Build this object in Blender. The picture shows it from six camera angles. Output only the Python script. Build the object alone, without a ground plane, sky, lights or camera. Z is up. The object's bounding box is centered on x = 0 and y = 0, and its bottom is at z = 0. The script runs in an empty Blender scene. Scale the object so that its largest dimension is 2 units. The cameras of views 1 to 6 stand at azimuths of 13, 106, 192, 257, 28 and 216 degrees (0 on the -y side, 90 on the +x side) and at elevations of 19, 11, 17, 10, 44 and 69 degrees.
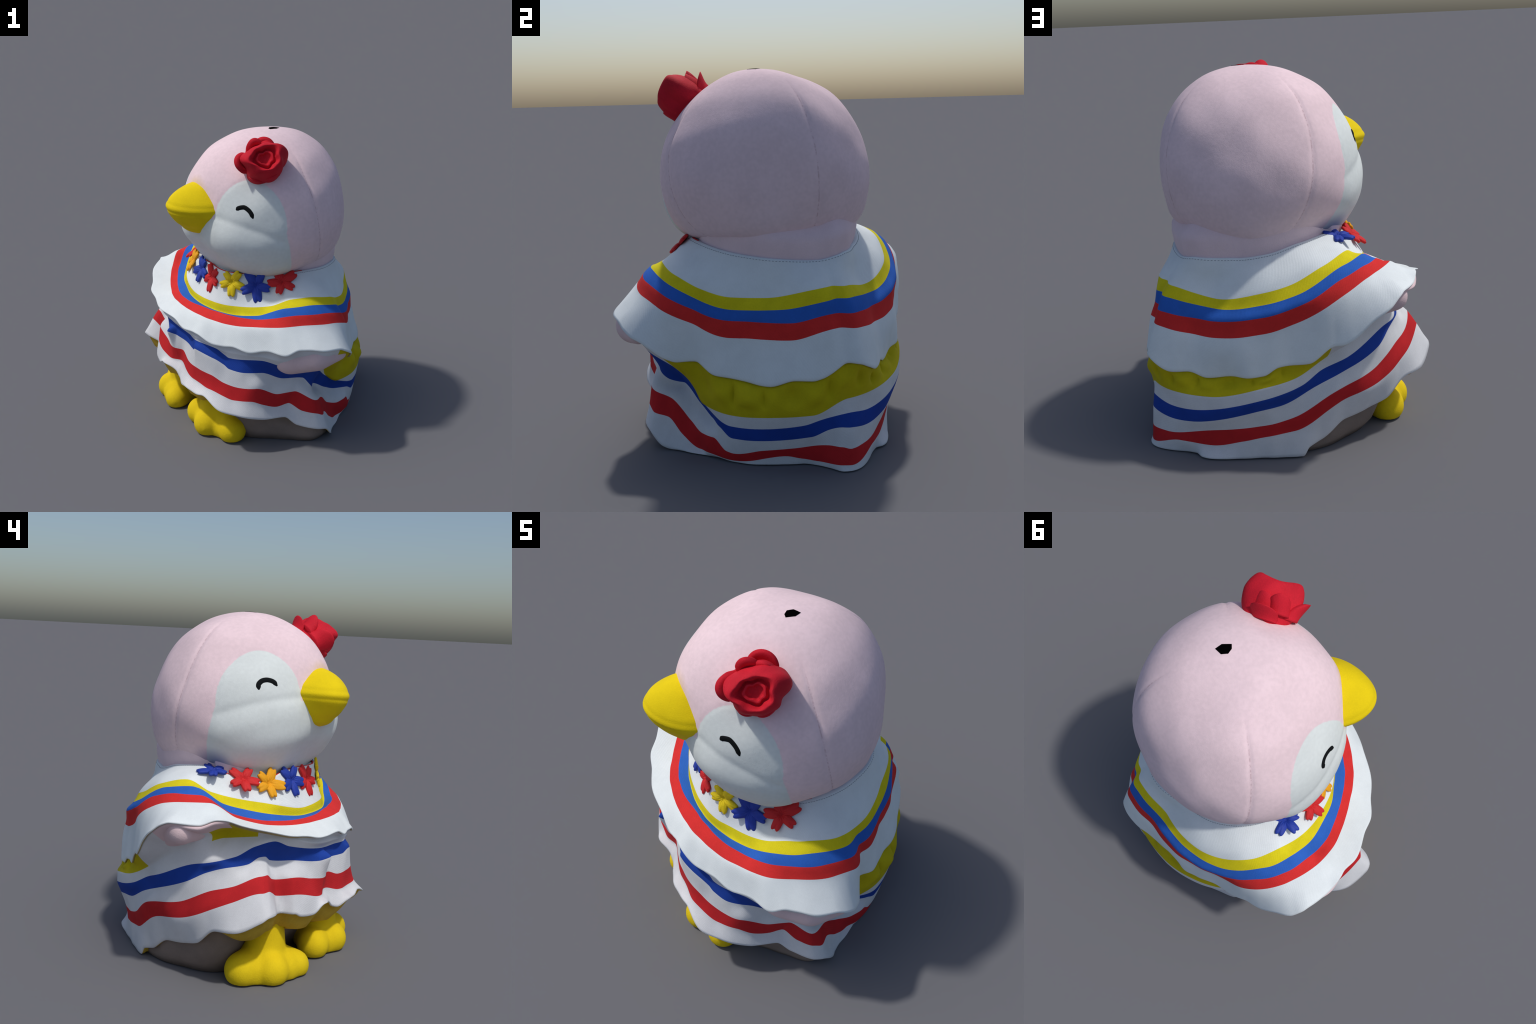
"""A plush bird doll: big round head, striped ruffled cape over a striped skirt,
yellow felt beak and feet, a red cloth rose on the head, felt flowers round the neck.
Azimuths are in degrees, 0 = -y, 90 = +x; a ring is a closed line of (azimuth, radius, height)
control points round the z axis, and the clothes are lofted from ring to ring."""
import bpy, bmesh, math
import numpy as np
from mathutils import Vector, Matrix

rng = np.random.default_rng(7)

# ------------------------------------------------------------------ helpers
def pchip(xk, yk, x):
    """Shape-preserving cubic through (xk, yk); yk may have several columns."""
    xk = np.asarray(xk, float); yk = np.asarray(yk, float)
    shp = (-1,) + (1,) * (yk.ndim - 1)
    h = np.diff(xk).reshape(shp); d = np.diff(yk, axis=0) / h
    m = np.zeros_like(yk)
    a, b = d[:-1], d[1:]
    with np.errstate(divide='ignore', invalid='ignore'):
        w1 = 2 * h[1:] + h[:-1]; w2 = h[1:] + 2 * h[:-1]
        hm = (w1 + w2) / (w1 / a + w2 / b)
    m[1:-1] = np.where(a * b > 0, hm, 0.0)
    m[0] = d[0]; m[-1] = d[-1]
    x = np.asarray(x, float)
    i = np.clip(np.searchsorted(xk, x, side='right') - 1, 0, len(xk) - 2)
    t = ((x - xk[i]) / (xk[i + 1] - xk[i])).reshape(x.shape + (1,) * (yk.ndim - 1))
    hh = (xk[i + 1] - xk[i]).reshape(t.shape)
    return ((1 + 2 * t) * (1 - t) ** 2 * yk[i] + t * (1 - t) ** 2 * hh * m[i]
            + t * t * (3 - 2 * t) * yk[i + 1] + t * t * (t - 1) * hh * m[i + 1])

def ring(points, az):
    """Closed ring: radius and height at the azimuths az."""
    p = np.array(points, float)
    x = np.concatenate([p[-3:, 0] - 360, p[:, 0], p[:3, 0] + 360])
    y = np.concatenate([p[-3:, 1:], p[:, 1:], p[:3, 1:]])
    v = pchip(x, y, np.asarray(az, float) % 360)
    return v[..., 0], v[..., 1]

def polar(az, r, z):
    a = np.radians(az)
    return np.stack([r * np.sin(a), -r * np.cos(a), z], -1)

def bump(az, centre, half):
    d = (np.asarray(az) - centre + 180) % 360 - 180
    return np.exp(-(d / half) ** 2)

def smooth_noise(az, waves, seed):
    """Periodic wobble round the body, sum of a few sine waves."""
    g = np.random.default_rng(seed); out = np.zeros_like(np.asarray(az, float))
    for k in waves:
        out += np.sin(np.radians(az) * k + g.uniform(0, 6.28)) * g.uniform(.5, 1)
    return out / len(waves)

ROOT = bpy.data.objects.new('plush_bird', None)
bpy.context.scene.collection.objects.link(ROOT)
ROOT['label'] = 'pink plush bird in striped ruffled cape and skirt'
ROOT['category'] = 'plush toy'

def add_object(name, mesh, mats, parent=ROOT, matrix=None, smooth=True, kind=None):
    for m in mats:
        mesh.materials.append(m)
    ob = bpy.data.objects.new(name, mesh)
    bpy.context.scene.collection.objects.link(ob)
    ob.parent = parent
    if matrix is not None:
        ob.matrix_basis = matrix
    if smooth:
        mesh.polygons.foreach_set('use_smooth', [True] * len(mesh.polygons))
    if kind:
        ob['kind'] = kind
    return ob

def mesh_from(name, verts, faces, mat_idx=None, fix=True):
    me = bpy.data.meshes.new(name)
    me.from_pydata([tuple(map(float, v)) for v in verts], [], faces)
    if mat_idx is not None:
        me.polygons.foreach_set('material_index', mat_idx)
    if fix:
        bm = bmesh.new(); bm.from_mesh(me)
        bmesh.ops.remove_doubles(bm, verts=bm.verts, dist=1e-6)
        bmesh.ops.recalc_face_normals(bm, faces=bm.faces)
        bm.to_mesh(me); bm.free()
    me.update()
    return me

def loft(name, rows, row_mats, cap_start=None, cap_end=None):
    """Closed rings (n,3) stacked into one surface; row_mats[i] is the slot of band i."""
    n = len(rows[0]); V = np.concatenate(rows); F = []; M = []
    for i in range(len(rows) - 1):
        for j in range(n):
            k = (j + 1) % n
            F.append((i * n + j, i * n + k, (i + 1) * n + k, (i + 1) * n + j)); M.append(int(row_mats[i][j]) if np.ndim(row_mats[i]) else row_mats[i])
    V = [tuple(v) for v in V]
    for cap, base, slot in ((cap_start, 0, row_mats[0]), (cap_end, (len(rows) - 1) * n, row_mats[-1])):
        if cap is not None:
            V.append(tuple(cap)); c = len(V) - 1
            for j in range(n):
                F.append((base + j, base + (j + 1) % n, c)); M.append(slot)
    return mesh_from(name, V, F, M)

# ------------------------------------------------------------------ node helpers
class NT:
    """Tiny expression builder for shader nodes."""
    def __init__(self, name):
        self.mat = bpy.data.materials.new(name); self.mat.use_nodes = True
        self.t = self.mat.node_tree; self.t.nodes.clear()
        self.out = self.t.nodes.new('ShaderNodeOutputMaterial')
        self.b = self.t.nodes.new('ShaderNodeBsdfPrincipled')
        self.t.links.new(self.b.outputs[0], self.out.inputs[0])
        self.coord = self.t.nodes.new('ShaderNodeTexCoord')
    def put(self, sock, v):
        if hasattr(v, 'is_linked'): self.t.links.new(v, sock)
        else: sock.default_value = v
    def m(self, op, a, b=0.0, c=None, clamp=False):
        n = self.t.nodes.new('ShaderNodeMath'); n.operation = op; n.use_clamp = clamp
        self.put(n.inputs[0], a); self.put(n.inputs[1], b)
        if c is not None: self.put(n.inputs[2], c)
        return n.outputs[0]
    def noise(self, scale, detail=3.0, rough=.55, vec=None, stretch=None):
        vec = vec if vec is not None else self.coord.outputs['Object']
        if stretch:
            mp = self.t.nodes.new('ShaderNodeMapping'); mp.inputs['Scale'].default_value = stretch
            self.put(mp.inputs['Vector'], vec); vec = mp.outputs[0]
        n = self.t.nodes.new('ShaderNodeTexNoise'); self.put(n.inputs['Vector'], vec)
        n.inputs['Scale'].default_value = scale; n.inputs['Detail'].default_value = detail
        n.inputs['Roughness'].default_value = rough
        return n.outputs['Fac']
    def ramp(self, v, lo, hi):
        n = self.t.nodes.new('ShaderNodeMapRange'); n.interpolation_type = 'SMOOTHSTEP'
        self.put(n.inputs['Value'], v); n.inputs['From Min'].default_value = lo; n.inputs['From Max'].default_value = hi
        return n.outputs[0]
    def mix(self, f, a, b):
        n = self.t.nodes.new('ShaderNodeMix'); n.data_type = 'RGBA'
        self.put(n.inputs[0], f)
        self.put(n.inputs[6], a if hasattr(a, 'is_linked') else (*a, 1)); self.put(n.inputs[7], b if hasattr(b, 'is_linked') else (*b, 1))
        return n.outputs[2]
    def bump(self, h, strength, dist):
        n = self.t.nodes.new('ShaderNodeBump'); n.inputs['Strength'].default_value = strength
        n.inputs['Distance'].default_value = dist; self.put(n.inputs['Height'], h)
        self.t.links.new(n.outputs[0], self.b.inputs['Normal'])
    def done(self, col, rough=.9, spec=.15, sheen=0.0):
        self.put(self.b.inputs['Base Color'], col if hasattr(col, 'is_linked') else (*col, 1))
        self.b.inputs['Roughness'].default_value = rough
        self.b.inputs['Specular IOR Level'].default_value = spec
        self.b.inputs['Sheen Weight'].default_value = sheen
        return self.mat

def scale(c, k): return tuple(min(1, x * k) for x in c)

def cloth(name, col, var=.10, weave=True, rough=.85, spec=.15):
    n = NT(name)
    big = n.noise(9, 3); fine = n.noise(160, 2)
    f = n.m('ADD', n.m('MULTIPLY', big, .6), n.m('MULTIPLY', fine, .4))
    c = n.mix(n.ramp(f, .3, .7), scale(col, 1 - var), scale(col, 1 + var * .6))
    if weave:
        # fine ribbing of knitted polyester: thin wavy lines running round the body
        w = n.t.nodes.new('ShaderNodeTexWave'); w.inputs['Scale'].default_value = 45
        w.bands_direction = 'DIAGONAL'; w.inputs['Distortion'].default_value = 1.5
        n.t.links.new(n.coord.outputs['Object'], w.inputs['Vector'])
        n.bump(n.m('ADD', n.m('MULTIPLY', w.outputs['Fac'], .5), fine), .12, .004)
    else:
        n.bump(n.m('ADD', fine, n.m('MULTIPLY', big, .4)), .2, .006)
    return n.done(c, rough, spec)

WHITE = (.74, .79, .80); PINK = (.82, .635, .670); FACE = (.70, .745, .73)
M_WHITE = cloth('white_cloth', WHITE, .05)
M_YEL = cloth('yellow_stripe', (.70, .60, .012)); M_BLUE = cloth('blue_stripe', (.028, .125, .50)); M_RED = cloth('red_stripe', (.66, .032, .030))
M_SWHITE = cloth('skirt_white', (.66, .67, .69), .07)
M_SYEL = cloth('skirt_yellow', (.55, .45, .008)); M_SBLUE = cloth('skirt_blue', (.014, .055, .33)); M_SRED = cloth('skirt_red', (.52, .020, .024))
M_UNDER = cloth('hem_lining', (.42, .34, .16), .15)  # yellow light bounced off the skirt is mixed into this tan
M_SUNDER_TINT = cloth('skirt_lining', (.56, .37, .045), .15)  # underside painted with the yellow reflection of the legs
M_BASE = cloth('seat_cloth', (.22, .175, .15), .12, weave=False)  # dark greyish brown, darker than the skirt white above it
M_WING = cloth('wing_fleece', (.72, .55, .57), .06, weave=False)
M_FELT_Y = cloth('yellow_fleece', (.80, .60, .006), .06, weave=False)
M_FOOT = cloth('yellow_foot_fleece', (.74, .54, .010), .07, weave=False)
M_BLACK = NT('black_thread').done((.006, .007, .008), .8, .1)
M_HOLE = NT('dark_opening').done((.0015, .0015, .0015), 1.0, 0.0)
M_STITCH = NT('stitch_thread').done((.30, .33, .36), .9, .1)
M_ROSE = cloth('red_rose_cloth', (.58, .014, .030), .14, weave=False, rough=.75)
M_F = {'red': cloth('red_felt', (.60, .020, .022), .1, False, .7, .3), 'blue': cloth('blue_felt', (.016, .045, .34), .1, False, .6, .3),
       'yellow': cloth('yellow_felt', (.80, .60, .010), .1, False, .7, .3), 'orange': cloth('orange_felt', (.80, .36, .008), .1, False, .7, .3)}

# ------------------------------------------------------------------ rings of the clothes
RINGS = {
    'neckline': [
        (0, 0.389, 1.120), (33, 0.452, 1.120), (57, 0.524, 1.115), (90, 0.587, 1.076), (111, 0.641, 1.056),
        (129, 0.650, 1.040), (138, 0.663, 1.056), (144, 0.647, 1.065), (162, 0.552, 1.064), (180, 0.514, 1.085),
        (198, 0.476, 1.126), (225, 0.422, 1.145), (228, 0.430, 1.125), (240, 0.420, 1.110), (255, 0.390, 1.085),
        (270, 0.360, 1.085), (300, 0.290, 1.115), (318, 0.290, 1.120),
    ],
    'yellow_top': [
        (0, 0.446, 0.911), (6, 0.456, 0.912), (30, 0.567, 0.943), (42, 0.642, 0.994), (48, 0.671, 0.997),
        (63, 0.710, 0.962), (75, 0.691, 0.905), (90, 0.686, 0.871), (105, 0.695, 0.873), (123, 0.754, 0.915),
        (129, 0.758, 0.922), (138, 0.741, 0.912), (156, 0.663, 0.869), (180, 0.662, 0.926), (192, 0.653, 0.965),
        (207, 0.635, 1.042), (222, 0.583, 1.085), (234, 0.532, 1.026), (270, 0.428, 0.962), (315, 0.380, 0.906),
        (333, 0.395, 0.909),
    ],
    'blue_top': [
        (0, 0.465, 0.860), (21, 0.562, 0.885), (36, 0.681, 0.960), (45, 0.721, 0.965), (63, 0.750, 0.917),
        (78, 0.697, 0.834), (90, 0.702, 0.811), (111, 0.737, 0.821), (132, 0.793, 0.864), (159, 0.692, 0.829),
        (180, 0.682, 0.872), (195, 0.686, 0.927), (216, 0.670, 1.044), (228, 0.628, 1.063), (231, 0.615, 1.056),
        (243, 0.553, 0.974), (255, 0.495, 0.939), (270, 0.451, 0.910), (288, 0.406, 0.884), (312, 0.391, 0.866),
        (327, 0.402, 0.865),
    ],
    'red_top': [
        (0, 0.511, 0.875), (18, 0.599, 0.878), (39, 0.743, 0.926), (51, 0.787, 0.913), (63, 0.795, 0.872),
        (75, 0.734, 0.797), (90, 0.721, 0.759), (114, 0.765, 0.758), (129, 0.807, 0.795), (135, 0.824, 0.793),
        (156, 0.739, 0.776), (180, 0.709, 0.819), (198, 0.716, 0.894), (213, 0.725, 0.995), (225, 0.702, 1.030),
        (234, 0.662, 1.030), (249, 0.592, 0.934), (270, 0.503, 0.883), (291, 0.462, 0.871), (330, 0.436, 0.870),
        (345, 0.457, 0.872),
    ],
    'red_bottom': [
        (0, 0.576, 0.838), (39, 0.782, 0.870), (54, 0.830, 0.847), (63, 0.828, 0.809), (78, 0.730, 0.706),
        (90, 0.725, 0.671), (114, 0.766, 0.671), (129, 0.839, 0.729), (135, 0.849, 0.723), (156, 0.749, 0.693),
        (180, 0.708, 0.729), (195, 0.719, 0.792), (213, 0.770, 0.932), (222, 0.760, 0.983), (228, 0.742, 0.996),
        (240, 0.698, 1.004), (252, 0.638, 0.924), (270, 0.557, 0.872), (285, 0.521, 0.859), (315, 0.499, 0.855),
        (342, 0.525, 0.847),
    ],
    'cape_hem': [
        (0, 0.647, 0.713), (6, 0.669, 0.722), (15, 0.727, 0.704), (24, 0.777, 0.729), (30, 0.846, 0.720),
        (36, 0.879, 0.754), (39, 0.902, 0.754), (45, 0.948, 0.740), (51, 0.962, 0.730), (54, 0.967, 0.705),
        (57, 0.958, 0.674), (60, 0.929, 0.646), (66, 0.846, 0.557), (69, 0.802, 0.536), (72, 0.766, 0.536),
        (75, 0.751, 0.535), (84, 0.755, 0.484), (90, 0.759, 0.476), (105, 0.799, 0.452), (114, 0.818, 0.483),
        (120, 0.843, 0.481), (123, 0.858, 0.493), (132, 0.898, 0.565), (135, 0.907, 0.558), (138, 0.906, 0.536),
        (144, 0.871, 0.498), (150, 0.824, 0.504), (156, 0.776, 0.476), (168, 0.737, 0.501), (174, 0.749, 0.504),
        (180, 0.739, 0.514), (186, 0.738, 0.560), (198, 0.752, 0.582), (207, 0.786, 0.674), (210, 0.810, 0.681),
        (213, 0.834, 0.707), (219, 0.874, 0.799), (225, 0.912, 0.872), (228, 0.909, 0.908), (231, 0.895, 0.925),
        (240, 0.848, 0.919), (246, 0.812, 0.947), (249, 0.789, 0.943), (255, 0.775, 0.920), (270, 0.695, 0.865),
        (276, 0.685, 0.848), (288, 0.634, 0.824), (297, 0.621, 0.803), (318, 0.584, 0.793), (330, 0.593, 0.755),
        (336, 0.594, 0.757), (342, 0.610, 0.759), (354, 0.639, 0.717),
    ],
    'skirt_yellow_bottom': [
        (0, 0.627, 0.671), (21, 0.724, 0.672), (30, 0.787, 0.654), (36, 0.825, 0.661), (45, 0.859, 0.637),
        (51, 0.844, 0.606), (57, 0.771, 0.550), (63, 0.673, 0.428), (66, 0.659, 0.372), (75, 0.701, 0.288),
        (90, 0.771, 0.279), (108, 0.819, 0.291), (120, 0.833, 0.294), (132, 0.863, 0.367), (135, 0.865, 0.369),
        (159, 0.811, 0.386), (180, 0.756, 0.449), (192, 0.728, 0.488), (204, 0.695, 0.562), (222, 0.712, 0.703),
        (234, 0.713, 0.775), (240, 0.688, 0.792), (243, 0.645, 0.801), (246, 0.626, 0.808), (270, 0.630, 0.831),
        (297, 0.592, 0.762), (321, 0.549, 0.731), (339, 0.583, 0.719),
    ],
    'skirt_blue_top': [
        (0, 0.609, 0.635), (3, 0.626, 0.623), (21, 0.697, 0.633), (33, 0.771, 0.594), (42, 0.801, 0.567),
        (48, 0.788, 0.531), (60, 0.680, 0.423), (66, 0.658, 0.367), (78, 0.706, 0.269), (90, 0.764, 0.216),
        (117, 0.818, 0.240), (123, 0.826, 0.262), (132, 0.875, 0.296), (141, 0.854, 0.280), (180, 0.758, 0.385),
        (195, 0.721, 0.446), (204, 0.691, 0.508), (216, 0.712, 0.567), (234, 0.708, 0.668), (240, 0.713, 0.686),
        (252, 0.656, 0.719), (261, 0.650, 0.779), (270, 0.635, 0.804), (279, 0.608, 0.767), (321, 0.522, 0.691),
        (327, 0.528, 0.688), (339, 0.575, 0.686), (354, 0.594, 0.667),
    ],
    'skirt_blue_bottom': [
        (0, 0.630, 0.573), (3, 0.642, 0.552), (12, 0.677, 0.543), (21, 0.682, 0.539), (33, 0.676, 0.476),
        (45, 0.692, 0.451), (48, 0.717, 0.401), (51, 0.694, 0.361), (54, 0.647, 0.340), (57, 0.623, 0.335),
        (69, 0.634, 0.255), (78, 0.669, 0.204), (84, 0.728, 0.189), (90, 0.755, 0.147), (120, 0.804, 0.168),
        (126, 0.838, 0.210), (129, 0.874, 0.227), (132, 0.889, 0.223), (141, 0.856, 0.203), (180, 0.721, 0.311),
        (186, 0.704, 0.326), (201, 0.687, 0.416), (231, 0.711, 0.567), (240, 0.692, 0.628), (249, 0.678, 0.663),
        (258, 0.638, 0.677), (264, 0.599, 0.707), (267, 0.580, 0.705), (270, 0.567, 0.681), (285, 0.549, 0.667),
        (303, 0.568, 0.646), (309, 0.600, 0.664), (312, 0.546, 0.637), (321, 0.528, 0.623), (336, 0.576, 0.616),
        (339, 0.601, 0.639), (354, 0.625, 0.606),
    ],
    'skirt_red_top': [
        (0, 0.657, 0.458), (9, 0.687, 0.441), (18, 0.717, 0.447), (30, 0.694, 0.379), (39, 0.699, 0.376),
        (48, 0.769, 0.308), (57, 0.707, 0.264), (66, 0.681, 0.166), (75, 0.712, 0.127), (81, 0.735, 0.129),
        (87, 0.737, 0.064), (90, 0.743, 0.058), (102, 0.761, 0.091), (120, 0.788, 0.112), (126, 0.837, 0.125),
        (129, 0.885, 0.126), (132, 0.900, 0.114), (138, 0.874, 0.115), (156, 0.775, 0.164), (180, 0.701, 0.211),
        (192, 0.693, 0.256), (210, 0.719, 0.392), (228, 0.710, 0.448), (243, 0.715, 0.541), (252, 0.715, 0.575),
        (264, 0.690, 0.630), (267, 0.662, 0.629), (270, 0.626, 0.596), (273, 0.605, 0.585), (282, 0.622, 0.594),
        (297, 0.574, 0.556), (309, 0.566, 0.539), (318, 0.533, 0.542), (330, 0.567, 0.507), (351, 0.638, 0.497),
    ],
    'skirt_red_bottom': [
        (0, 0.688, 0.379), (6, 0.701, 0.358), (15, 0.714, 0.355), (21, 0.717, 0.328), (30, 0.685, 0.284),
        (36, 0.678, 0.288), (42, 0.734, 0.239), (48, 0.790, 0.217), (51, 0.792, 0.194), (57, 0.733, 0.165),
        (63, 0.715, 0.088), (72, 0.693, 0.025), (78, 0.720, 0.030), (90, 0.733, 0.014), (111, 0.753, 0.054),
        (117, 0.762, 0.038), (123, 0.798, 0.028), (129, 0.896, 0.033), (132, 0.910, 0.031), (144, 0.844, 0.080),
        (156, 0.760, 0.067), (168, 0.714, 0.102), (180, 0.695, 0.141), (192, 0.674, 0.165), (213, 0.691, 0.311),
        (231, 0.720, 0.370), (252, 0.751, 0.499), (264, 0.744, 0.555), (267, 0.716, 0.555), (270, 0.662, 0.528),
        (273, 0.617, 0.498), (276, 0.610, 0.494), (282, 0.639, 0.503), (306, 0.572, 0.444), (315, 0.534, 0.451),
        (330, 0.575, 0.413), (342, 0.613, 0.402), (351, 0.663, 0.403),
    ],
    'skirt_hem': [
        (0, 0.758, 0.303), (21, 0.742, 0.234), (33, 0.710, 0.211), (39, 0.737, 0.148), (48, 0.820, 0.117),
        (51, 0.827, 0.106), (57, 0.795, 0.026), (60, 0.763, 0.008), (66, 0.734, 0.007), (81, 0.703, 0.005),
        (90, 0.731, 0.006), (117, 0.752, 0.005), (123, 0.796, 0.005), (126, 0.843, 0.005), (129, 0.908, 0.005),
        (132, 0.920, 0.005), (147, 0.810, 0.009), (150, 0.799, 0.010), (153, 0.807, 0.009), (168, 0.726, 0.009),
        (180, 0.685, 0.011), (195, 0.669, 0.010), (198, 0.665, 0.059), (204, 0.644, 0.082), (216, 0.649, 0.174),
        (228, 0.659, 0.200), (237, 0.705, 0.240), (246, 0.759, 0.341), (255, 0.807, 0.359), (264, 0.815, 0.423),
        (267, 0.802, 0.446), (270, 0.753, 0.439), (273, 0.661, 0.413), (276, 0.623, 0.402), (282, 0.661, 0.403),
        (285, 0.659, 0.386), (294, 0.639, 0.374), (303, 0.629, 0.414), (315, 0.577, 0.378), (318, 0.576, 0.352),
        (324, 0.600, 0.331), (333, 0.638, 0.355), (342, 0.666, 0.345), (348, 0.686, 0.357),
    ],
}
NAZ = 600
AZ = np.arange(NAZ) * 360.0 / NAZ

def ruffle_rows(names, counts, az):
    """Rows from ring to ring, smooth across the rings; returns list of (r, z) and the band of each row."""
    R, Z = zip(*[ring(RINGS[n], az) for n in names])
    R = np.array(R); Z = np.array(Z); s = []; band = []
    for i, c in enumerate(counts):
        s += [i + k / c for k in range(c)]; band += [i] * c
    s = np.array(s + [len(counts)])
    k = np.arange(len(names))
    return pchip(k, R, s), pchip(k, Z, s), s, band

# ------------------------------------------------------------------ cape
CAPE = ['neckline', 'yellow_top', 'blue_top', 'red_top', 'red_bottom', 'cape_hem']
COUNTS = [16, 5, 5, 5, 16]
def cape_rz(az, s=None):
    R, Z, S, band = ruffle_rows(CAPE, COUNTS, az)
    s_ = S[:, None]
    # soft hollow of slack cloth under the back of the neck
    R = R + (-.018 * bump(az, 154, 14) + .018 * bump(az, 195, 16))[None] * np.exp(-((s_ - .55) / .3) ** 2)
    R = R + .012 * bump(az, 188, 22)[None] * np.exp(-((s_ - 2.3) / 1.1) ** 2)
    R = R - .012 * bump(az, 330, 70)[None] * np.exp(-((s_ - .5) / .35) ** 2)
    R = R + .018 * bump(az, 182, 18)[None] * np.exp(-((s_ - 3.2) / .9) ** 2)
    R = R + .024 * bump(az, 165, 20)[None] * np.exp(-((s_ - 4.4) / .5) ** 2)
    # sharp fold running down the back corner from neckline to hem, and a few soft ones
    R = R - .015 * bump(az, 131.2, 2.3)[None] * np.clip(s_ * 1.2, 0, 1) + .010 * bump(az, 135.5, 3)[None] * np.clip(s_, 0, 1)
    for c_, w_, d_ in ((74, 3, -.010), (83, 5, .010), (97, 4, -.010), (110, 5, .008), (150, 4, -.010), (170, 6, .008), (191, 5, -.010), (203, 5, .008), (18, 5, -.008), (30, 5, .006), (345, 6, .006)):
        R = R + d_ * bump(az, c_, w_)[None] * np.clip((s_ - 1.5) / 3, 0, 1)
    # small wrinkles, stronger towards the hem
    w = smooth_noise(az, (9, 14, 23, 31), 3)[None] * np.clip((s_ - 1) / 4, 0, 1) * np.sin(np.pi * np.clip(s_ / 5, 0, 1)) 
    R = R + .006 * w
    return R, Z, S, band
R, Z, S, band = cape_rz(AZ)
rows = [polar(AZ, R[i], Z[i]) for i in range(len(R))]
slot = {0: 0, 1: 1, 2: 2, 3: 3, 4: 0}
mats = [slot[b] for b in band]
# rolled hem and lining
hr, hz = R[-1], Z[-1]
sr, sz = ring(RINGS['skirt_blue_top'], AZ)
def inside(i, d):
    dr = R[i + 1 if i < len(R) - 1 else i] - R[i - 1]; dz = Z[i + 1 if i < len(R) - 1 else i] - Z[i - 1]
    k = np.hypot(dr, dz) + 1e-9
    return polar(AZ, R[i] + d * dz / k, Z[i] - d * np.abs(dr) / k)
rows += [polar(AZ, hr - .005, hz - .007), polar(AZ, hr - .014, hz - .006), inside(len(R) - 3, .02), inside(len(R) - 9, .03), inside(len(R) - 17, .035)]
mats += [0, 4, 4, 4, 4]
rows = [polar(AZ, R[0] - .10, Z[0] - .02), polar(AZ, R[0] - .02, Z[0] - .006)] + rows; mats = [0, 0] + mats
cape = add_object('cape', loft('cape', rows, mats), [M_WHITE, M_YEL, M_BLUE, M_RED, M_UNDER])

# neckline stitching at the back
V = []; F = []
def add_box(c, t, n, b, l, w, h):
    k = len(V)
    for x, y, z in [(-1, -1, -1), (1, -1, -1), (1, 1, -1), (-1, 1, -1), (-1, -1, 1), (1, -1, 1), (1, 1, 1), (-1, 1, 1)]:
        V.append(c + t * x * l + b * y * w + n * z * h)
    F.extend([tuple(k + i for i in f) for f in ((0, 1, 2, 3), (4, 5, 6, 7), (0, 1, 5, 4), (1, 2, 6, 5), (2, 3, 7, 6), (3, 0, 4, 7))])
saz = np.arange(48, 236, 1.5)
R2_, Z2_, _, _ = cape_rz(saz)
p = polar(saz, R2_[1] + .000, Z2_[1]); pn = polar(saz + .5, *[ring(RINGS['neckline'], saz + .5)[i] for i in (0, 1)]) - polar(saz - .5, *[ring(RINGS['neckline'], saz - .5)[i] for i in (0, 1)])
down = polar(saz, R2_[2], Z2_[2]) - polar(saz, R2_[0], Z2_[0])
for i in range(len(saz)):
    t = pn[i] / np.linalg.norm(pn[i]); d = down[i] / np.linalg.norm(down[i]); n = np.cross(t, d); n /= np.linalg.norm(n)
    add_box(p[i], t, n, d, .0045, .0012, .0016)
add_object('neckline_stitch', mesh_from('neckline_stitch', V, F), [M_STITCH], parent=cape, kind='stuff')

# ------------------------------------------------------------------ skirt
SK = ['skirt_yellow_bottom', 'skirt_blue_top', 'skirt_blue_bottom', 'skirt_red_top', 'skirt_red_bottom', 'skirt_hem']
SR, SZ, SS, sband = ruffle_rows(SK, [5, 5, 6, 5, 8], AZ)
wr = smooth_noise(AZ, (11, 17, 26, 38), 11)[None] * np.clip(SS / 5, 0.1, 1)[:, None] * .005
SR = SR + wr
top = []
gr, gz = SR[0], SZ[0]
tr = hr - .014; tz = hz - .006
tr2 = hr - .06; tz2 = hz - .014
# the yellow band is a lumpy ruffle that swells out under the hem at the back, and shows only there and under the left wing
yellow = ((AZ > 51) & (AZ < 206)) | ((AZ > 241) & (AZ < 262))
swell = -.015 + .035 * bump(AZ, 100, 34) + .01 * bump(AZ, 160, 30) + .03 * bump(AZ, 214, 12) - .06 * bump(AZ, 244, 13) + .035 * bump(AZ, 48, 12)
lumps = (np.abs(smooth_noise(AZ, (9, 13, 21), 21)) ** .6 - .42) * .085 * bump(AZ, 125, 60)
for k in np.linspace(0, 1, 13)[:-1]:
    top.append(polar(AZ, tr * (1 - k) + gr * k + .085 * bump(AZ, 242, 10) * k * (1 - k) ** 3 * 9.5 + (swell + lumps * math.sin(math.pi * min(1, k * 1.3)) ) * math.sin(math.pi * k), tz * (1 - k) + gz * k))
rows = [polar(AZ, tr2, tz2)] + top + [polar(AZ, SR[i], SZ[i]) for i in range(len(SR))]
ysl = np.where(yellow, 1, 0)
pink_under = np.where((AZ > 224) & (AZ < 250), 5, ysl)
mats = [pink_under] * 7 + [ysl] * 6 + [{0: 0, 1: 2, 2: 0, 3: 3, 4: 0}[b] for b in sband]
lr, lz = SR[-1], np.maximum(SZ[-1], .003)
front = (bump(AZ, 320, 50) + bump(AZ, 272, 20)).clip(0, 1)
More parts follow.
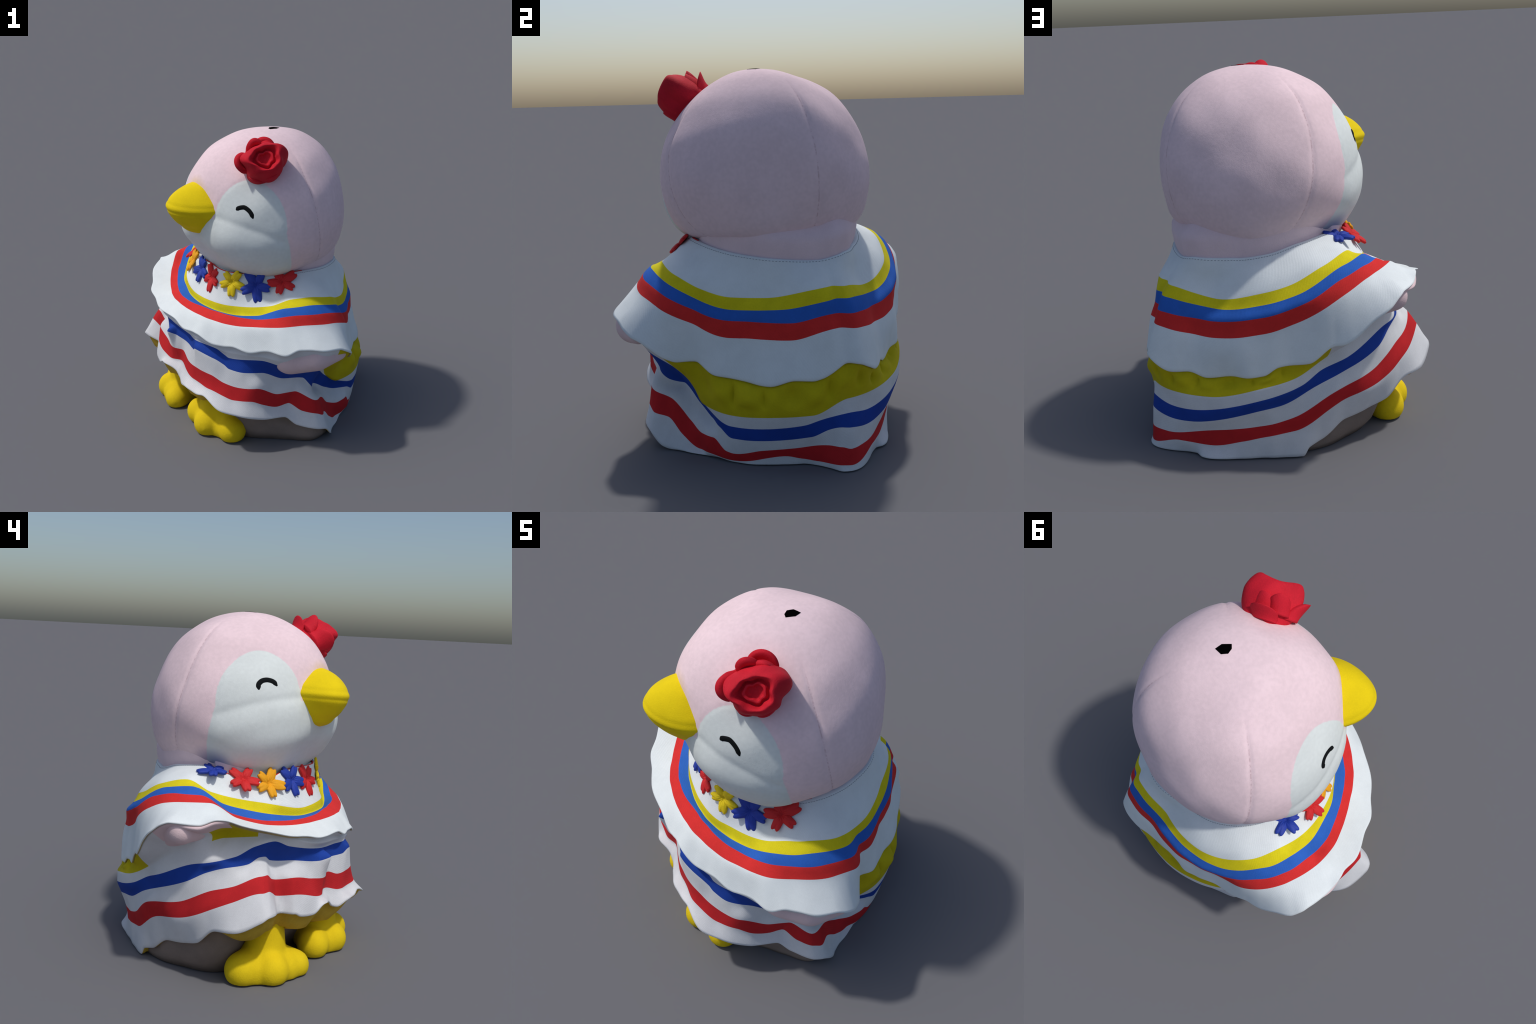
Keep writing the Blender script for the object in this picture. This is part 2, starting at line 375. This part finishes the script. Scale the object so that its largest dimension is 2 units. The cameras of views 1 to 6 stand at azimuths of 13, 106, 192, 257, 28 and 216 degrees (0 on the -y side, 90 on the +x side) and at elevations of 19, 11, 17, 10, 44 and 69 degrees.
rows += [polar(AZ, lr - .008, np.maximum(lz - .006, .001)), polar(AZ, lr - .025, np.maximum(lz - .002, .002)),
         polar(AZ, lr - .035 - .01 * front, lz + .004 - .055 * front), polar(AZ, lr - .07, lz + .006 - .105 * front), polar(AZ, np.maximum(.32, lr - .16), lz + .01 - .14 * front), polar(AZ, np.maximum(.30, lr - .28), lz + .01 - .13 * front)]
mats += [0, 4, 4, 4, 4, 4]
skirt = add_object('skirt', loft('skirt', rows, mats), [M_SWHITE, M_SYEL, M_SBLUE, M_SRED, M_SUNDER_TINT, M_WING])

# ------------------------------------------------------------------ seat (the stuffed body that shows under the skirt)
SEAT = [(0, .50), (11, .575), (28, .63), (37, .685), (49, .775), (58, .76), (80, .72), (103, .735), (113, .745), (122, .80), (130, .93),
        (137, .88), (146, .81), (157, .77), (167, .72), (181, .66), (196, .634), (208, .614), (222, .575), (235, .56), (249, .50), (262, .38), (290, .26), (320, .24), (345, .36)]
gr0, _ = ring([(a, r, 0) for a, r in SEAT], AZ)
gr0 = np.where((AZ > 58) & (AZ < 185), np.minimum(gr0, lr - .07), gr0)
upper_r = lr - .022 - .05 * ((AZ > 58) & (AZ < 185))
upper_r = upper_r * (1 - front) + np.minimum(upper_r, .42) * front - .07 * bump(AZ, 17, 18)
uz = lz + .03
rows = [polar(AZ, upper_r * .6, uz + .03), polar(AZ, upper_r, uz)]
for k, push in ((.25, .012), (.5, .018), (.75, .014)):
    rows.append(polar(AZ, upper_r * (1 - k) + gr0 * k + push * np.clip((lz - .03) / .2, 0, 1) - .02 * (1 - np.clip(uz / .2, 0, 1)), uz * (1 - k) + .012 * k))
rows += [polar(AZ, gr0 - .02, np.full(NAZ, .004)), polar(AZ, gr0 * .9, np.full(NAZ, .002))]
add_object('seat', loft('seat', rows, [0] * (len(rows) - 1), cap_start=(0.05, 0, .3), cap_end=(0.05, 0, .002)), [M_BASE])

# ------------------------------------------------------------------ head
HC = np.array([.1348, .0337, 1.4684]); FACE_AZ = -45.0; TILT = math.radians(3.5)
# radius of the head by elevation (rows) and by azimuth from the face (every 30 degrees, towards +x side)
HEAD = [
    (-60, [.560, .540, .480, .430, .420, .420, .440, .460, .500, .545, .570, .570]),
    (-45, [.530, .535, .548, .520, .490, .500, .485, .515, .545, .550, .565, .550]),
    (-30, [.505, .560, .590, .573, .562, .568, .555, .568, .580, .560, .590, .555]),
    (-15, [.532, .576, .580, .590, .574, .553, .560, .568, .580, .588, .598, .576]),
    (0, [.546, .548, .563, .592, .572, .541, .564, .554, .566, .586, .578, .556]),
    (15, [.548, .534, .559, .583, .564, .546, .562, .533, .553, .570, .560, .542]),
    (30, [.557, .538, .546, .564, .558, .562, .565, .531, .543, .556, .540, .537]),
    (45, [.552, .538, .537, .555, .553, .562, .562, .531, .539, .553, .536, .534]),
    (60, [.537, .534, .532, .546, .552, .557, .552, .529, .527, .535, .529, .528]),
    (75, [.529, .532, .536, .542, .546, .544, .536, .526, .520, .520, .522, .525]),
    (90, [.529] * 12),
]
H_EL = [h[0] for h in HEAD]; H_R = np.array([h[1] for h in HEAD])
HAZ, HEL = 264, 150
a_ = np.arange(HAZ) * 360.0 / HAZ
def per_az(tab):
    x = np.arange(-90, 451, 30.0); t = np.concatenate([tab[:, -3:], tab, tab[:, :4]], 1)
    # periodic Catmull-Rom through the 12 meridians
    i = np.floor(a_ / 30).astype(int) + 3; f = (a_ / 30) % 1
    p0, p1, p2, p3 = t[:, i - 1], t[:, i], t[:, i + 1], t[:, i + 2]
    return .5 * (2 * p1 + (p2 - p0) * f + (2 * p0 - 5 * p1 + 4 * p2 - p3) * f ** 2 + (3 * p1 - p0 - 3 * p2 + p3) * f ** 3)
HT = per_az(H_R)
def catmull_rows(xk, Y, x):
    Y = np.concatenate([2 * Y[:1] - Y[1:2], Y, Y[-2:-1]]); q = (np.asarray(x) - xk[0]) / (xk[1] - xk[0])
    i = np.clip(np.floor(q).astype(int), 0, len(xk) - 2); f = (q - i)[:, None]; i = i + 1
    p0, p1, p2, p3 = Y[i - 1], Y[i], Y[i + 1], Y[i + 2]
    return .5 * (2 * p1 + (p2 - p0) * f + (2 * p0 - 5 * p1 + 4 * p2 - p3) * f ** 2 + (3 * p1 - p0 - 3 * p2 + p3) * f ** 3)
els = np.linspace(-60, 90, HEL)
HRAD = catmull_rows(H_EL, HT, els)
right = np.array([math.cos(math.radians(FACE_AZ)), math.sin(math.radians(FACE_AZ)), 0])
fwd = np.array([math.sin(math.radians(FACE_AZ)), -math.cos(math.radians(FACE_AZ)), 0]); up = np.array([0, 0, 1.])
eX = math.cos(TILT) * right - math.sin(TILT) * up; eZ = math.sin(TILT) * right + math.cos(TILT) * up
HM = np.stack([-eX, fwd, eZ], 1)                     # head axes: x to the bird's own right, y out of the face, z up
HEAD_MAT = Matrix([[*HM[0], HC[0]], [*HM[1], HC[1]], [*HM[2], HC[2]], [0, 0, 0, 1]])
def to_head(P): return (np.asarray(P) - HC) @ HM
A, E_ = np.meshgrid(np.radians(a_), np.radians(els))
local = np.stack([np.sin(A) * np.cos(E_), np.cos(A) * np.cos(E_), np.sin(E_)], -1)
P = (HRAD[..., None] * local) @ np.stack([right, fwd, up])      # world offsets
P = P @ HM
def side_seam_y(z): return -.045 + .19 * z - .2 * z * z
def crease_el(az): return pchip([0, 24, 40, 55, 71, 90], [6.5, 6.0, 3.7, -.3, -6, -12], az)
def head_relief(P):
    L = np.linalg.norm(P, axis=-1); az = np.degrees(np.arctan2(np.abs(P[..., 0]), P[..., 1])); el = np.degrees(np.arcsin(P[..., 2] / L))
    fade = np.clip((.47 - P[..., 2]) / .12, 0, 1)
    d = -.006 * fade * np.exp(-((P[..., 1] - side_seam_y(P[..., 2])) / .011) ** 2)
    d += -.006 * fade * np.exp(-((P[..., 0] + .01) / .011) ** 2) * (P[..., 1] < .2) * (np.clip((.2 - P[..., 1]) / .1, 0, 1))
    ce = el - crease_el(np.clip(az, 0, 90))
    face = np.clip((76 - az) / 6, 0, 1) * np.clip((az - 20) / 4, 0, 1)
    d += face * (-.005 * np.exp(-(ce / 2.6) ** 2) + .006 * np.exp(-((ce + 9) / 6) ** 2))
    edge = np.where(el > 4, np.sqrt(((az - 47.5) / 25) ** 2 + ((el - 4) / 30) ** 2) - 1, (az - (72 - .22 * el)) / 25)
    d += -.004 * np.exp(-(edge / .03) ** 2) * (el > -40) * .6
    # plush dimples
    x, y, z = P[..., 0], P[..., 1], P[..., 2]
    d += .0022 * (np.sin(19 * x + 3 * y + 1) * np.sin(17 * y - 5 * z) + np.sin(23 * z + 7 * x + 2) * np.sin(15 * y + 9 * x))
    return d
Pn = P / np.linalg.norm(P, axis=-1, keepdims=True)
P = P + Pn * head_relief(P)[..., None]
rows = [P[i] for i in range(HEL - 1)]

n = NT('head_fleece')
sep = n.t.nodes.new('ShaderNodeSeparateXYZ'); n.t.links.new(n.coord.outputs['Object'], sep.inputs[0])
x, y, z = sep.outputs
deg = 180 / math.pi
fuzz = n.noise(48, 4, .6); fine = n.noise(260, 2); broad = n.noise(6, 3)
L = n.m('SQRT', n.m('ADD', n.m('ADD', n.m('MULTIPLY', x, x), n.m('MULTIPLY', y, y)), n.m('MULTIPLY', z, z)))
az = n.m('MULTIPLY', n.m('ARCTAN2', n.m('ABSOLUTE', x), y), deg)
az = n.m('ADD', az, n.m('MULTIPLY', n.m('SUBTRACT', fuzz, .5), 1.6))
el = n.m('MULTIPLY', n.m('ARCSINE', n.m('DIVIDE', z, L)), deg)
e1 = n.m('DIVIDE', n.m('SUBTRACT', az, 47.5), 25.0); e2 = n.m('DIVIDE', n.m('SUBTRACT', el, 4.0), 30.0)
ell = n.m('SQRT', n.m('ADD', n.m('MULTIPLY', e1, e1), n.m('MULTIPLY', e2, e2)))
lobe = n.m('SUBTRACT', 1.0, n.ramp(ell, .985, 1.02))
low = n.m('SUBTRACT', 1.0, n.ramp(n.m('ADD', az, n.m('MULTIPLY', el, .22)), 71.5, 72.6))
low = n.m('MULTIPLY', low, n.m('SUBTRACT', 1.0, n.ramp(el, 4.0, 5.0)))
white = n.m('MAXIMUM', lobe, low)
tone = n.m('ADD', n.m('MULTIPLY', broad, .5), n.m('MULTIPLY', fuzz, .5))
pink = n.mix(n.ramp(tone, .3, .7), scale(PINK, .93), scale(PINK, 1.04))
facec = n.mix(n.ramp(tone, .3, .7), scale(FACE, .95), scale(FACE, 1.03))
# seams: thin darker threads, broken by noise
ys = n.m('ADD', -.045, n.m('SUBTRACT', n.m('MULTIPLY', z, .19), n.m('MULTIPLY', n.m('MULTIPLY', z, z), .2)))
d1 = n.m('ABSOLUTE', n.m('SUBTRACT', y, ys))
d2 = n.m('ADD', n.m('ABSOLUTE', n.m('ADD', x, .01)), n.m('MULTIPLY', n.ramp(y, .05, .2), 1.0))
sd = n.m('SUBTRACT', 1.0, n.ramp(n.m('MINIMUM', d1, d2), .001, .0055))
sd = n.m('MULTIPLY', sd, n.m('MULTIPLY', n.ramp(n.noise(55, 2), .38, .6), n.m('SUBTRACT', 1.0, n.ramp(z, .36, .47))))
pink = n.mix(n.m('MULTIPLY', sd, .45), pink, (.45, .27, .30))
col = n.mix(white, pink, facec)
# yellow dye rubbed off round the beak
dist = n.t.nodes.new('ShaderNodeVectorMath'); dist.operation = 'DISTANCE'
n.t.links.new(n.coord.outputs['Object'], dist.inputs[0]); dist.inputs[1].default_value = (0, .53, .17)
rub = n.m('SUBTRACT', 1.0, n.ramp(n.m('ADD', dist.outputs['Value'], n.m('MULTIPLY', broad, .03)), .085, .15))
col = n.mix(n.m('MULTIPLY', rub, .40), col, (.62, .42, .12))
# dark blue smudge under the cheek, beside the flower
dist = n.t.nodes.new('ShaderNodeVectorMath'); dist.operation = 'DISTANCE'
n.t.links.new(n.coord.outputs['Object'], dist.inputs[0]); dist.inputs[1].default_value = tuple(to_head((-.26, .27, 1.16)))
rub = n.m('SUBTRACT', 1.0, n.ramp(dist.outputs['Value'], .05, .15))
col = n.mix(n.m('MULTIPLY', rub, .55), col, (.05, .06, .20))
n.bump(n.m('ADD', n.m('MULTIPLY', fuzz, .6), n.m('MULTIPLY', fine, .4)), .22, .006)
M_HEAD = n.done(col, .95, .1)
head = add_object('head', loft('head', rows, [0] * (len(rows) - 1), cap_start=(0, .0, -.3), cap_end=P[-1].mean(0)), [M_HEAD], matrix=HEAD_MAT)
_flat_dirs = Pn.reshape(-1, 3); _flat_r = np.linalg.norm(P.reshape(-1, 3), axis=1)
def head_surface(d, lift=0.0):
    """Point of the head surface (head axes) in direction d."""
    d = np.asarray(d, float); d = d / np.linalg.norm(d)
    w = np.maximum(0, _flat_dirs @ d); k = np.argsort(-w)[:12]; ww = 1 / (1e-5 + 1 - w[k])
    return d * ((_flat_r[k] * ww).sum() / ww.sum() + lift)

# neck: a short sleeve of the same fleece between head and cape
nr, nz = ring(RINGS['neckline'], AZ)
m_neck = cloth('neck_fleece', PINK, .06, weave=False)
nk = [(-.05, -.18), (-.014, -.02), (-.002, .03), (.005, .08), (.002, .12), (-.045, .17)]
chin = np.clip(1.2 * bump(AZ, 308, 74) + bump(AZ, 20, 30), 0, 1)      # under the chin the neck is slim and hidden
rows = [polar(AZ, nr + d - .07 * chin * (i > 0), nz + h + (.02 - h) * .5 * chin * (i > 2)) for i, (d, h) in enumerate(nk)]
add_object('neck', loft('neck', rows, [np.where((AZ > 44) & (AZ < 250), 0, 1)] * (len(rows) - 1)), [m_neck, cloth('throat_fleece', FACE, .05, weave=False)])

# opening on top of the head (dark, ragged hexagon) and the one under the cape corner
def patch(name, pts, centre, parent, matrix):
    return add_object(name, mesh_from(name, list(pts) + [centre], [(i, (i + 1) % len(pts), len(pts)) for i in range(len(pts))]), [M_HOLE], parent=parent, matrix=matrix)
hole = [(.09, -.088, .529), (.109, -.055, .53), (.102, -.009, .53), (.077, -.012, .532), (.054, -.032, .533), (.056, -.065, .531)]
pts = []; ctr = np.zeros(3)
for q in hole:
    d = (np.array(q) @ np.stack([right, fwd, up])) @ HM; pts.append(d)
ring_pts = []
for i in range(len(pts)):
    for k in (0, .5):
        ring_pts.append(pts[i] * (1 - k) + pts[(i + 1) % len(pts)] * k)
ctr = np.mean(pts, 0)
V = [head_surface(ctr, .0022)]; F = []
nr_ = len(ring_pts)
for s_ in (.35, .7, 1.0, 1.0):
    pass
for s_, lift in ((.35, .0022), (.7, .0022), (1.0, .0022), (1.02, -.004)):
    V += [head_surface(ctr * (1 - s_) + q * s_, lift) for q in ring_pts]
F = [(0, 1 + i, 1 + (i + 1) % nr_) for i in range(nr_)]
for s_ in range(3):
    b = 1 + s_ * nr_
    F += [(b + i, b + (i + 1) % nr_, b + nr_ + (i + 1) % nr_, b + nr_ + i) for i in range(nr_)]
add_object('top_opening', mesh_from('top_opening', V, F), [M_HOLE], parent=head, smooth=False)

# eyes: embroidered smiling arcs
def tube(name, pts, radii, mats, parent, matrix=None, sides=14, flat=None):
    pts = np.array(pts); V = []; F = []
    m = len(pts)
    for i in range(m):
        t = pts[min(i + 1, m - 1)] - pts[max(i - 1, 0)]; t /= np.linalg.norm(t)
        nrm = pts[i] / np.linalg.norm(pts[i]) if flat else np.array([0, 0, 1.])
        s = np.cross(t, nrm); s /= np.linalg.norm(s); u_ = np.cross(s, t)
        for k in range(sides):
            a = 2 * math.pi * k / sides
            V.append(pts[i] + radii[i] * (s * math.cos(a) + u_ * math.sin(a) * (flat or 1)))
    for i in range(m - 1):
        for k in range(sides):
            F.append((i * sides + k, i * sides + (k + 1) % sides, (i + 1) * sides + (k + 1) % sides, (i + 1) * sides + k))
    F.append(tuple(range(sides))); F.append(tuple((m - 1) * sides + k for k in range(sides)))
    return add_object(name, mesh_from(name, V, F), mats, parent=parent, matrix=matrix)
EYES = [[(-.403, .348, .108), (-.398, .341, .133), (-.376, .35, .154), (-.355, .369, .160), (-.333, .393, .153), (-.321, .412, .131)],
        [(.327, .396, .101), (.340, .385, .114), (.363, .364, .120), (.386, .349, .108), (.405, .338, .086), (.417, .333, .058)]]
for e in EYES:
    q = pchip(np.arange(6), np.array(e), np.linspace(0, 5, 26))
    q = [head_surface((v @ np.stack([right, fwd, up])) @ HM, -.0015) for v in q]
    k = np.linspace(0, 1, 26); rad = .0145 * np.clip(np.minimum(k, 1 - k) * 9, .15, 1) ** .5
    tube('eye', q, rad, [M_BLACK], head, flat=.42)

# beak: domed upper bill with a rolled lip over a wedge-shaped lower bill
BZ = [-.098, -.086, -.07, -.045, -.025, .01, .035, .052, .062, .072, .085, .098, .108, .125, .155, .19, .215, .228, .236]
BW = [.060, .105, .125, .142, .156, .175, .191, .199, .201, .205, .208, .204, .198, .190, .163, .124, .090, .058, .012]
BD = [.080, .115, .140, .162, .186, .214, .229, .236, .237, .242, .245, .241, .234, .226, .204, .162, .112, .075, .030]
ang = np.radians(np.linspace(-97, 97, 61)); rows = []
zz = np.linspace(BZ[0], BZ[-1], 60); ww = pchip(BZ, BW, zz); dd = pchip(BZ, BD, zz)
for z_, w_, d_ in zip(zz, ww, dd):
    tip = d_ * np.cos(ang)
    front_ = np.stack([w_ * np.sin(ang) * (1 - .10 * np.cos(ang) ** 2) + .045 * (tip / .25).clip(0) ** 1.5, .45 + tip, np.full_like(ang, z_)], -1)
    back_ = np.stack([w_ * .98 * np.linspace(1, -1, 14)[1:-1], np.full(12, .40), np.full(12, z_)], -1)
    rows.append(np.concatenate([front_, back_]))
add_object('beak', loft('beak', rows, [0] * (len(rows) - 1), cap_start=rows[0].mean(0), cap_end=rows[-1].mean(0)), [M_FELT_Y], matrix=HEAD_MAT)

# ------------------------------------------------------------------ rose on the head
RW = np.array([.26, -.84, .46]); RW /= np.linalg.norm(RW)
RU = np.cross(up, RW); RU /= np.linalg.norm(RU); RV = np.cross(RW, RU)
if RU[0] < 0: RU, RV = -RU, RV
RC = np.array([.240, -.378, 1.852])
RC = RC - RU * .008 - RV * .006 + RW * .015
ROSE = Matrix([[RU[0], RV[0], RW[0], RC[0]], [RU[1], RV[1], RW[1], RC[1]], [RU[2], RV[2], RW[2], RC[2]], [0, 0, 0, 1]]) @ Matrix.Scale(.93, 4)
prof = [(.125, -.11), (.140, -.04), (.142, .02), (.134, .065), (.122, .098), (.108, .120), (.095, .127), (.082, .116), (.073, .094), (.067, .080), (.059, .088), (.052, .099), (.044, .098), (.034, .080), (.014, .070)]
pr = pchip(np.arange(len(prof)), np.array(prof), np.linspace(0, len(prof) - 1, 70))
pa = np.linspace(0, 2 * math.pi, 120, endpoint=False); rows = []
for r_, w_ in pr:
    k = .07 * np.sin(2 * pa + .6) + .07 * np.sin(3 * pa - 12 * w_) + .05 * np.sin(5 * pa + 40 * r_) + .035 * np.sin(7 * pa - 25 * w_)
    rr = r_ * (1 + k)
    rows.append(np.stack([rr * np.cos(pa) + .012, rr * np.sin(pa) * .92, w_ + .010 * np.sin(2 * pa + 1.2) * (r_ / .1)], -1))
rose = add_object('rose', loft('rose', rows, [0] * (len(rows) - 1), cap_end=rows[-1].mean(0)), [M_ROSE], matrix=ROSE)
# outer petals: thick curled sheets hugging the core
def rose_petal(phi, dphi, r0, flare, w0, h, thick, twist):
    nu, nv = 25, 15; outer = []; inner = []
    for j in range(nv):
        v = j / (nv - 1)
        for i in range(nu):
            u = -1 + 2 * i / (nu - 1)
            a = math.radians(phi + dphi * u * (1 - .25 * v) + twist * v)
            hh = w0 + h * v * (1 - .35 * u * u)
            r_ = r0 + flare * v ** 1.6 * (1 - .4 * u * u) - .02 * u * u
            t = thick * (1 - .55 * max(abs(u) ** 4, v ** 4))
            outer.append((math.cos(a) * (r_ + t), math.sin(a) * (r_ + t), hh + .2 * t)); inner.append((math.cos(a) * (r_ - t), math.sin(a) * (r_ - t), hh))
    V = outer + inner; N = nu * nv; F = []
    for j in range(nv - 1):
        for i in range(nu - 1):
            q = (j * nu + i, j * nu + i + 1, (j + 1) * nu + i + 1, (j + 1) * nu + i)
            F.append(q); F.append(tuple(N + k for k in reversed(q)))
    border = [i for i in range(nu)] + [j * nu + nu - 1 for j in range(1, nv)] + [(nv - 1) * nu + i for i in range(nu - 2, -1, -1)] + [j * nu for j in range(nv - 2, 0, -1)]
    for a, b in zip(border, border[1:] + border[:1]):
        F.append((a, b, N + b, N + a))
    return add_object('petal', mesh_from('petal', V, F), [M_ROSE], parent=rose)
for args in [(80, 46, .112, .064, -.105, .075, .026, 0), (66, 40, .114, .018, -.08, .120, .022, 6), (172, 40, .118, .058, -.07, .115, .030, 8), (240, 42, .114, .016, -.10, .125, .028, 5),
             (305, 44, .114, .010, -.08, .140, .026, -6), (12, 42, .114, .008, -.05, .125, .026, 8), (122, 34, .116, .034, -.06, .110, .030, -10)]:
    rose_petal(*args)

# ------------------------------------------------------------------ garland of felt flowers
def cape_frame(az, z):
    """Point and frame of the cape between neckline and yellow stripe, at height z."""
    a = np.array([az - .8, az, az + .8]); R_, Z_, S_, _ = cape_rz(a)
    k = int(np.argmin(abs(Z_[:17, 1] - z))); k = min(max(k, 1), 15)
    p = polar(a[1], R_[k, 1], Z_[k, 1]); t = polar(a[2], R_[k, 2], Z_[k, 2]) - polar(a[0], R_[k, 0], Z_[k, 0])
    d = polar(a[1], R_[k - 1, 1], Z_[k - 1, 1]) - polar(a[1], R_[k + 1, 1], Z_[k + 1, 1])
    t /= np.linalg.norm(t); nn = np.cross(t, d); nn /= np.linalg.norm(nn)
    if nn @ polar(az, 1, .3) < 0: nn = -nn
    u_ = np.cross(nn, t)
    return p, t, u_, nn
V = []; cp = [polar(a, ring(RINGS['neckline'], a)[0] - .012, ring(RINGS['neckline'], a)[1] - .004) for a in np.linspace(-140, 60, 80)]
garland = tube('flower_garland', cp, [.006] * 80, [M_F['red']], ROOT, sides=8)
def felt_flower(size, seed):
    g = np.random.default_rng(seed); nt, nr2 = 150, 14; top = []; bot = []
    th = np.linspace(0, 2 * math.pi, nt, endpoint=False)
    jit = g.uniform(-.13, .13, 5); ln = g.uniform(.88, 1.1, 5); curl = g.uniform(-.004, .016, 5)
    idx = (np.round((th + math.pi / 2) / (2 * math.pi / 5)).astype(int)) % 5
    loc = (th + math.pi / 2 + math.pi / 5) % (2 * math.pi / 5) - math.pi / 5        # angle from the petal's midline
    f = np.abs(loc) / (math.pi / 5)
    hw = .285                                                                       # half width of a petal, narrow waist, blunt notched tip
    edge = (np.cos(loc) ** 5 + (np.abs(np.sin(loc)) / hw) ** 5) ** -.2 - .11 * np.exp(-(loc / .085) ** 2)
    edge = edge * size * ln[idx]
    for k in range(nr2):
        q = (k + 1) / nr2; r_ = edge * q
        # petals narrow towards the middle, are domed across and curl up at the tip
        h = .009 + .009 * (1 - f ** 2) * np.sin(math.pi * min(q, .95)) + curl[idx] * (r_ / size) ** 2 - .012 * np.exp(-(q / .22) ** 2)
        th2 = th + jit[idx] * q
        top.append(np.stack([r_ * np.cos(th2), r_ * np.sin(th2), h * (1 if k < nr2 - 1 else .75)], -1))
        bot.append(np.stack([r_ * .985 * np.cos(th2), r_ * .985 * np.sin(th2), np.minimum(curl[idx] * (r_ / size) ** 2 - .004, h - .006)], -1))
    return loft('felt_flower', bot[:1] + bot[1:] + top[::-1], [0] * (2 * nr2 - 1), cap_start=(0, 0, -.004), cap_end=(0, 0, .004))
for i, (a, z_, colr, size, roll, lift, lay) in enumerate([(41, 1.072, 'red', .100, -.35, .002, 0), (23, 1.058, 'blue', .102, .05, .002, 0), (2, 1.055, 'yellow', .090, .05, .002, 0),
        (-27, 1.042, 'red', .096, .0, .002, 0), (-55, 1.066, 'blue', .096, .1, .002, 0), (-87, 1.058, 'orange', .094, .15, .002, .1), (-109, 1.085, 'red', .092, .3, .010, .35), (-131, 1.12, 'blue', .088, .5, .004, .75)]):
    p_, t_, u_, n_ = cape_frame(a, z_)
    c, s = math.cos(roll), math.sin(roll)
    t2 = c * t_ + s * u_; u2 = -s * t_ + c * u_; p_ = p_ + n_ * lift
    if lay:        # flowers that have slipped under the cheek lie almost flat
        n_ = n_ * (1 - lay) + up * lay; n_ /= np.linalg.norm(n_); u2 = np.cross(n_, t2); u2 /= np.linalg.norm(u2); t2 = np.cross(u2, n_)
    M = Matrix([[t2[0], u2[0], n_[0], p_[0]], [t2[1], u2[1], n_[1], p_[1]], [t2[2], u2[2], n_[2], p_[2]], [0, 0, 0, 1]])
    add_object('felt_flower', felt_flower(size, 20 + i), [M_F[colr]], parent=garland, matrix=M)

# ------------------------------------------------------------------ wings (stubs under the cape)
def blob(name, parts, mat, voxel=.012, smooth=6, flat_z=None, parent=ROOT):
    """Rounded body from spheres and tapered sausages, fused by a voxel remesh and smoothed."""
    bm = bmesh.new()
    for p0, r0, p1, r1 in parts:
        p0 = np.array(p0, float); p1 = np.array(p1, float)
        k = max(2, int(np.linalg.norm(p1 - p0) / (.25 * min(r0, r1))) + 1)
        for i in range(k):
            f = i / (k - 1)
            mtx = Matrix.Translation(Vector(p0 * (1 - f) + p1 * f)) @ Matrix.Scale(r0 * (1 - f) + r1 * f, 4)
            bmesh.ops.create_icosphere(bm, subdivisions=3, radius=1, matrix=mtx)
    me = bpy.data.meshes.new(name + '_raw'); bm.to_mesh(me); bm.free()
    ob = bpy.data.objects.new(name + '_raw', me); bpy.context.scene.collection.objects.link(ob)
    r = ob.modifiers.new('fuse', 'REMESH'); r.mode = 'VOXEL'; r.voxel_size = voxel
    s = ob.modifiers.new('soften', 'SMOOTH'); s.iterations = smooth; s.factor = .6
    dg = bpy.context.evaluated_depsgraph_get()
    out = bpy.data.meshes.new_from_object(ob.evaluated_get(dg)); out.name = name
    bpy.data.objects.remove(ob); bpy.data.meshes.remove(me)
    if flat_z is not None:
        co = np.zeros(len(out.vertices) * 3); out.vertices.foreach_get('co', co); co = co.reshape(-1, 3)
        co[:, 2] = np.where(co[:, 2] < flat_z, flat_z + (co[:, 2] - flat_z) * .10, co[:, 2]) - flat_z + .008; out.vertices.foreach_set('co', co.ravel())
    out.update()
    return add_object(name, out, [mat], parent=parent)

blob('wing', [(polar(37, .705, .640), .12, polar(45, .835, .668), .100), (polar(45, .835, .668), .100, polar(55, .875, .665), .060)], M_WING)
blob('wing', [(polar(214, .70, .80), .10, polar(224, .71, .855), .11), (polar(226, .72, .86), .105, polar(232, .80, .868), .078), (polar(237, .58, .87), .08, polar(232, .75, .868), .08)], M_WING)

# ------------------------------------------------------------------ feet
blob('foot', [((-.47, -.01, .11), .12, (-.576, .124, .112), .102), ((-.47, -.01, .12), .14, (-.590, -.035, .110), .100), ((-.47, -.05, .11), .12, (-.496, -.192, .095), .086),
              ((-.55, .05, .10), .11, (-.52, -.12, .095), .10), ((-.48, -.02, .14), .125, (-.475, -.03, .33), .095)], M_FOOT, voxel=.011, smooth=10, flat_z=.055)
blob('foot', [((-.10, -.42, .11), .12, (-.262, -.368, .112), .098), ((-.10, -.42, .12), .14, (-.167, -.504, .110), .103), ((-.05, -.43, .11), .13, (.016, -.568, .108), .097),
              ((-.17, -.45, .10), .11, (-.02, -.51, .10), .11), ((-.11, -.42, .13), .13, (-.13, -.43, .30), .11), ((-.08, -.44, .13), .12, (-.04, -.46, .28), .10)], M_FOOT, voxel=.011, smooth=10, flat_z=.055)
